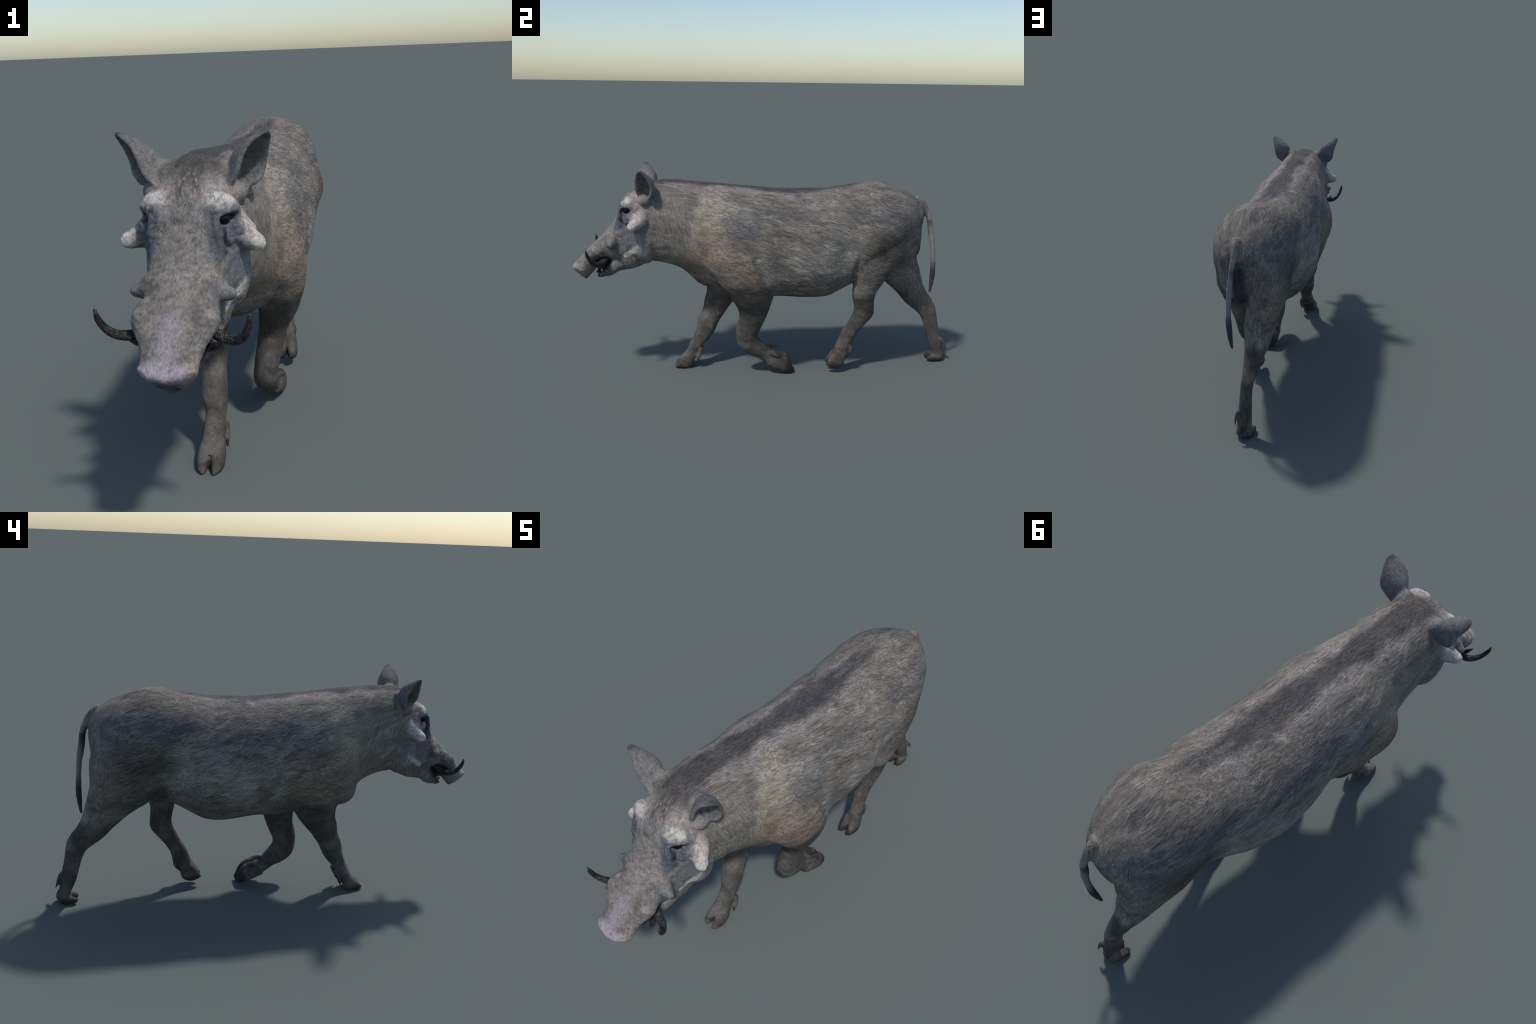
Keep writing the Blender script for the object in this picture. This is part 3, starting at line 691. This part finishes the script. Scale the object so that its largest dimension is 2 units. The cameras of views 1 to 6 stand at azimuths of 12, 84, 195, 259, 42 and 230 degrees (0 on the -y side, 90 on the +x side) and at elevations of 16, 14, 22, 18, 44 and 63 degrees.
    fine = T.math('MULTIPLY', fine, T.mix((1.0, 1.0, 1.0), cr, crm))
    tone = T.mix(coat, fine, T.math('MULTIPLY', nearhead, 0.85))
    fac = T.mix(fac_c, fac_h, T.math('MULTIPLY', nearhead, 0.9))
    calm = T.math('MULTIPLY', legm, 0.45)
    fac = T.mix(fac, (1.0, 1.0, 1.0), calm)
    fac = T.mix(fac, (1.0, 1.0, 1.0), tailm)
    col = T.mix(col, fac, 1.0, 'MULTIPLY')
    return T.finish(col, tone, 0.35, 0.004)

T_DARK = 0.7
hide = make_hide()

def make_tusk():
    T = Tree('dark_ivory', 0.45)
    sp = T.ramp(T.noise(T.warp(T.P, 60, 0.01), 300.0, 3.0, 0.65), 0.48, 0.62)
    broad = T.ramp(T.noise(T.P, 30.0, 2.0), 0.36, 0.56)
    col = T.mix((0.017, 0.017, 0.018), (0.135, 0.130, 0.122), T.math('MULTIPLY', sp, broad))
    return T.finish(col, sp, 0.45, 0.003)
tusk_mat = make_tusk()

def make_eye():
    T = Tree('dark_eye', 0.35)
    T.bsdf.inputs['Specular IOR Level'].default_value = 0.2
    r = T.ramp(T.noise(T.P, 60.0, 2.0), 0.45, 0.7)
    return T.finish(T.mix((0.004, 0.0035, 0.0035), (0.022, 0.008, 0.004), r))
eye_mat = make_eye()

def plain(name, a, b, scale, rough=0.5):
    T = Tree(name, rough)
    return T.finish(T.mix(a, b, T.ramp(T.noise(T.P, scale, 3.0), 0.35, 0.65)))
mouth_mat = plain('mouth_lining', (0.045, 0.016, 0.015), (0.085, 0.032, 0.028), 60.0, 0.4)
tooth_mat = plain('tooth_enamel', (0.30, 0.22, 0.11), (0.46, 0.40, 0.27), 90.0, 0.35)

# ------------------------------------------------------------------ split the skin into named parts
root = bpy.data.objects.new('warthog', None)
bpy.context.scene.collection.objects.link(root)
root['label'] = 'grey bristly warthog walking, with curved dark tusks'
root['category'] = 'wild pig'

npoly = len(me.polygons)
lv = np.empty(npoly * 4, int)
me.polygons.foreach_get('vertices', lv) if all(len(p.vertices) == 4 for p in me.polygons) else None
quads = lv.reshape(-1, 4)

group = np.array([{'jaw': 'jaw', 'brow': 'head'}.get(n, n) for n in names])
fl = np.array([group[k] for k in vl])[quads[:, 0]]
cen = co[quads].mean(1)
# neck is its own region
fl = np.where((fl == 'torso') & (cen[:, 1] < -0.36), 'neck', fl)
side = np.where(cen[:, 0] > 0.012, 1, -1)

def add_part(name, mask, material, parent=root):
    if mask.sum() == 0: return None
    q = quads[mask]
    ids, inv = np.unique(q, return_inverse=True)
    m = bpy.data.meshes.new(name)
    m.from_pydata(co[ids].tolist(), [], inv.reshape(-1, 4).tolist()); m.update()
    m.polygons.foreach_set('use_smooth', np.ones(len(q), bool))
    m.normals_split_custom_set_from_vertices(nrm[ids].tolist())
    m.materials.append(material)
    o = bpy.data.objects.new(name, m); bpy.context.scene.collection.objects.link(o)
    o.parent = parent
    return o

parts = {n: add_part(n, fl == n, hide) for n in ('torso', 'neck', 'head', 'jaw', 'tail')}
skull = parts['head']
legpos = {}
for n in ('ear', 'facial_wart', 'foreleg', 'hindleg'):
    if n == 'facial_wart':
        for s in (1, -1):
            for big in (True, False):
                add_part(n, (fl == n) & (side == s) & ((cen[:, 1] > -0.74) == big), hide, skull)
    elif n == 'ear':
        for s in (1, -1): add_part(n, (fl == n) & (side == s), hide, skull)
    else:
        for s in (1, -1): 
            legpos[(n, s)] = add_part(n, (fl == n) & (side == s), hide)
feet = [('foreleg', -1, -0.42, -0.042), ('foreleg', 1, 0.06, 0.080), ('hindleg', 1, 0.36, 0.093), ('hindleg', -1, 0.95, -0.030)]
for leg, s, fy, fx in feet:
    near = np.abs(cen[:, 1] - fy) < 0.13
    for n in ('hoof', 'dewclaw'):
        for t in (1, -1):
            add_part(n, (fl == n) & near & (np.sign(cen[:, 0] - fx) == t), hide, legpos[(leg, s)])
left = fl

# ------------------------------------------------------------------ separate pieces
def solid(name, rings, material, parent=skull):
    s = Soup(); s.add(rings, name)
    m = bpy.data.meshes.new(name); m.from_pydata(np.concatenate(s.v).tolist(), [], s.f); m.update()
    b = bmesh.new(); b.from_mesh(m); bmesh.ops.recalc_face_normals(b, faces=b.faces); b.to_mesh(m); b.free()
    m.polygons.foreach_set('use_smooth', np.ones(len(m.polygons), bool))
    m.materials.append(material)
    o = bpy.data.objects.new(name, m); bpy.context.scene.collection.objects.link(o); o.parent = parent
    return o
for s in (1, -1):
    c = 0.017
    solid('tusk', tube_rings([(c + s * x, y, z, r) for x, y, z, r in [
        (0.052, -0.818, 0.642, 0.0135), (0.096, -0.836, 0.624, 0.0142), (0.131, -0.850, 0.621, 0.0135), (0.155, -0.868, 0.631, 0.0120),
        (0.172, -0.885, 0.652, 0.0098), (0.183, -0.897, 0.680, 0.0080), (0.1865, -0.902, 0.706, 0.0036)]]), tusk_mat)
    solid('lower_tusk', tube_rings([(c + s * x, y, z, r) for x, y, z, r in [
        (0.050, -0.835, 0.590, 0.010), (0.085, -0.856, 0.602, 0.0105), (0.107, -0.876, 0.620, 0.008), (0.119, -0.891, 0.637, 0.0025)]]), tusk_mat)
    solid('eye', [np.array([(face_x(-.72) + s * 0.088 + 0.021 * math.sin(a) * math.cos(t), -0.708 + 0.021 * math.sin(a) * math.sin(t), 0.884 + 0.021 * math.cos(a))
                            for t in np.linspace(0, 2 * math.pi, 28, endpoint=False)]) for a in np.linspace(0.05, math.pi - 0.05, 18)], eye_mat)
    # a grinding tooth glimpsed between the lips
    for k in range(2):
        y, z = -0.836 - 0.012 * k, 0.590 - 0.014 * k
        solid('tooth', tube_rings([(c + s * 0.044, y, z - 0.010, 0.0058), (c + s * 0.045, y, z, 0.0058), (c + s * 0.045, y, z + 0.004, 0.004)], 3, 10), tooth_mat)
# small front teeth
for x in (-0.010, 0.0, 0.010):
    solid('incisor', tube_rings([(0.017 + x, -0.864, 0.540, 0.0038), (0.017 + x, -0.874, 0.549, 0.0038), (0.017 + x, -0.882, 0.553, 0.0022)], 3, 10), tooth_mat)
# tongue
solid('tongue', tube_rings([(0.017, -0.800, 0.618, 0.030), (0.017, -0.828, 0.592, 0.030), (0.017, -0.852, 0.566, 0.024), (0.017, -0.866, 0.552, 0.014)], 5, 20), mouth_mat)
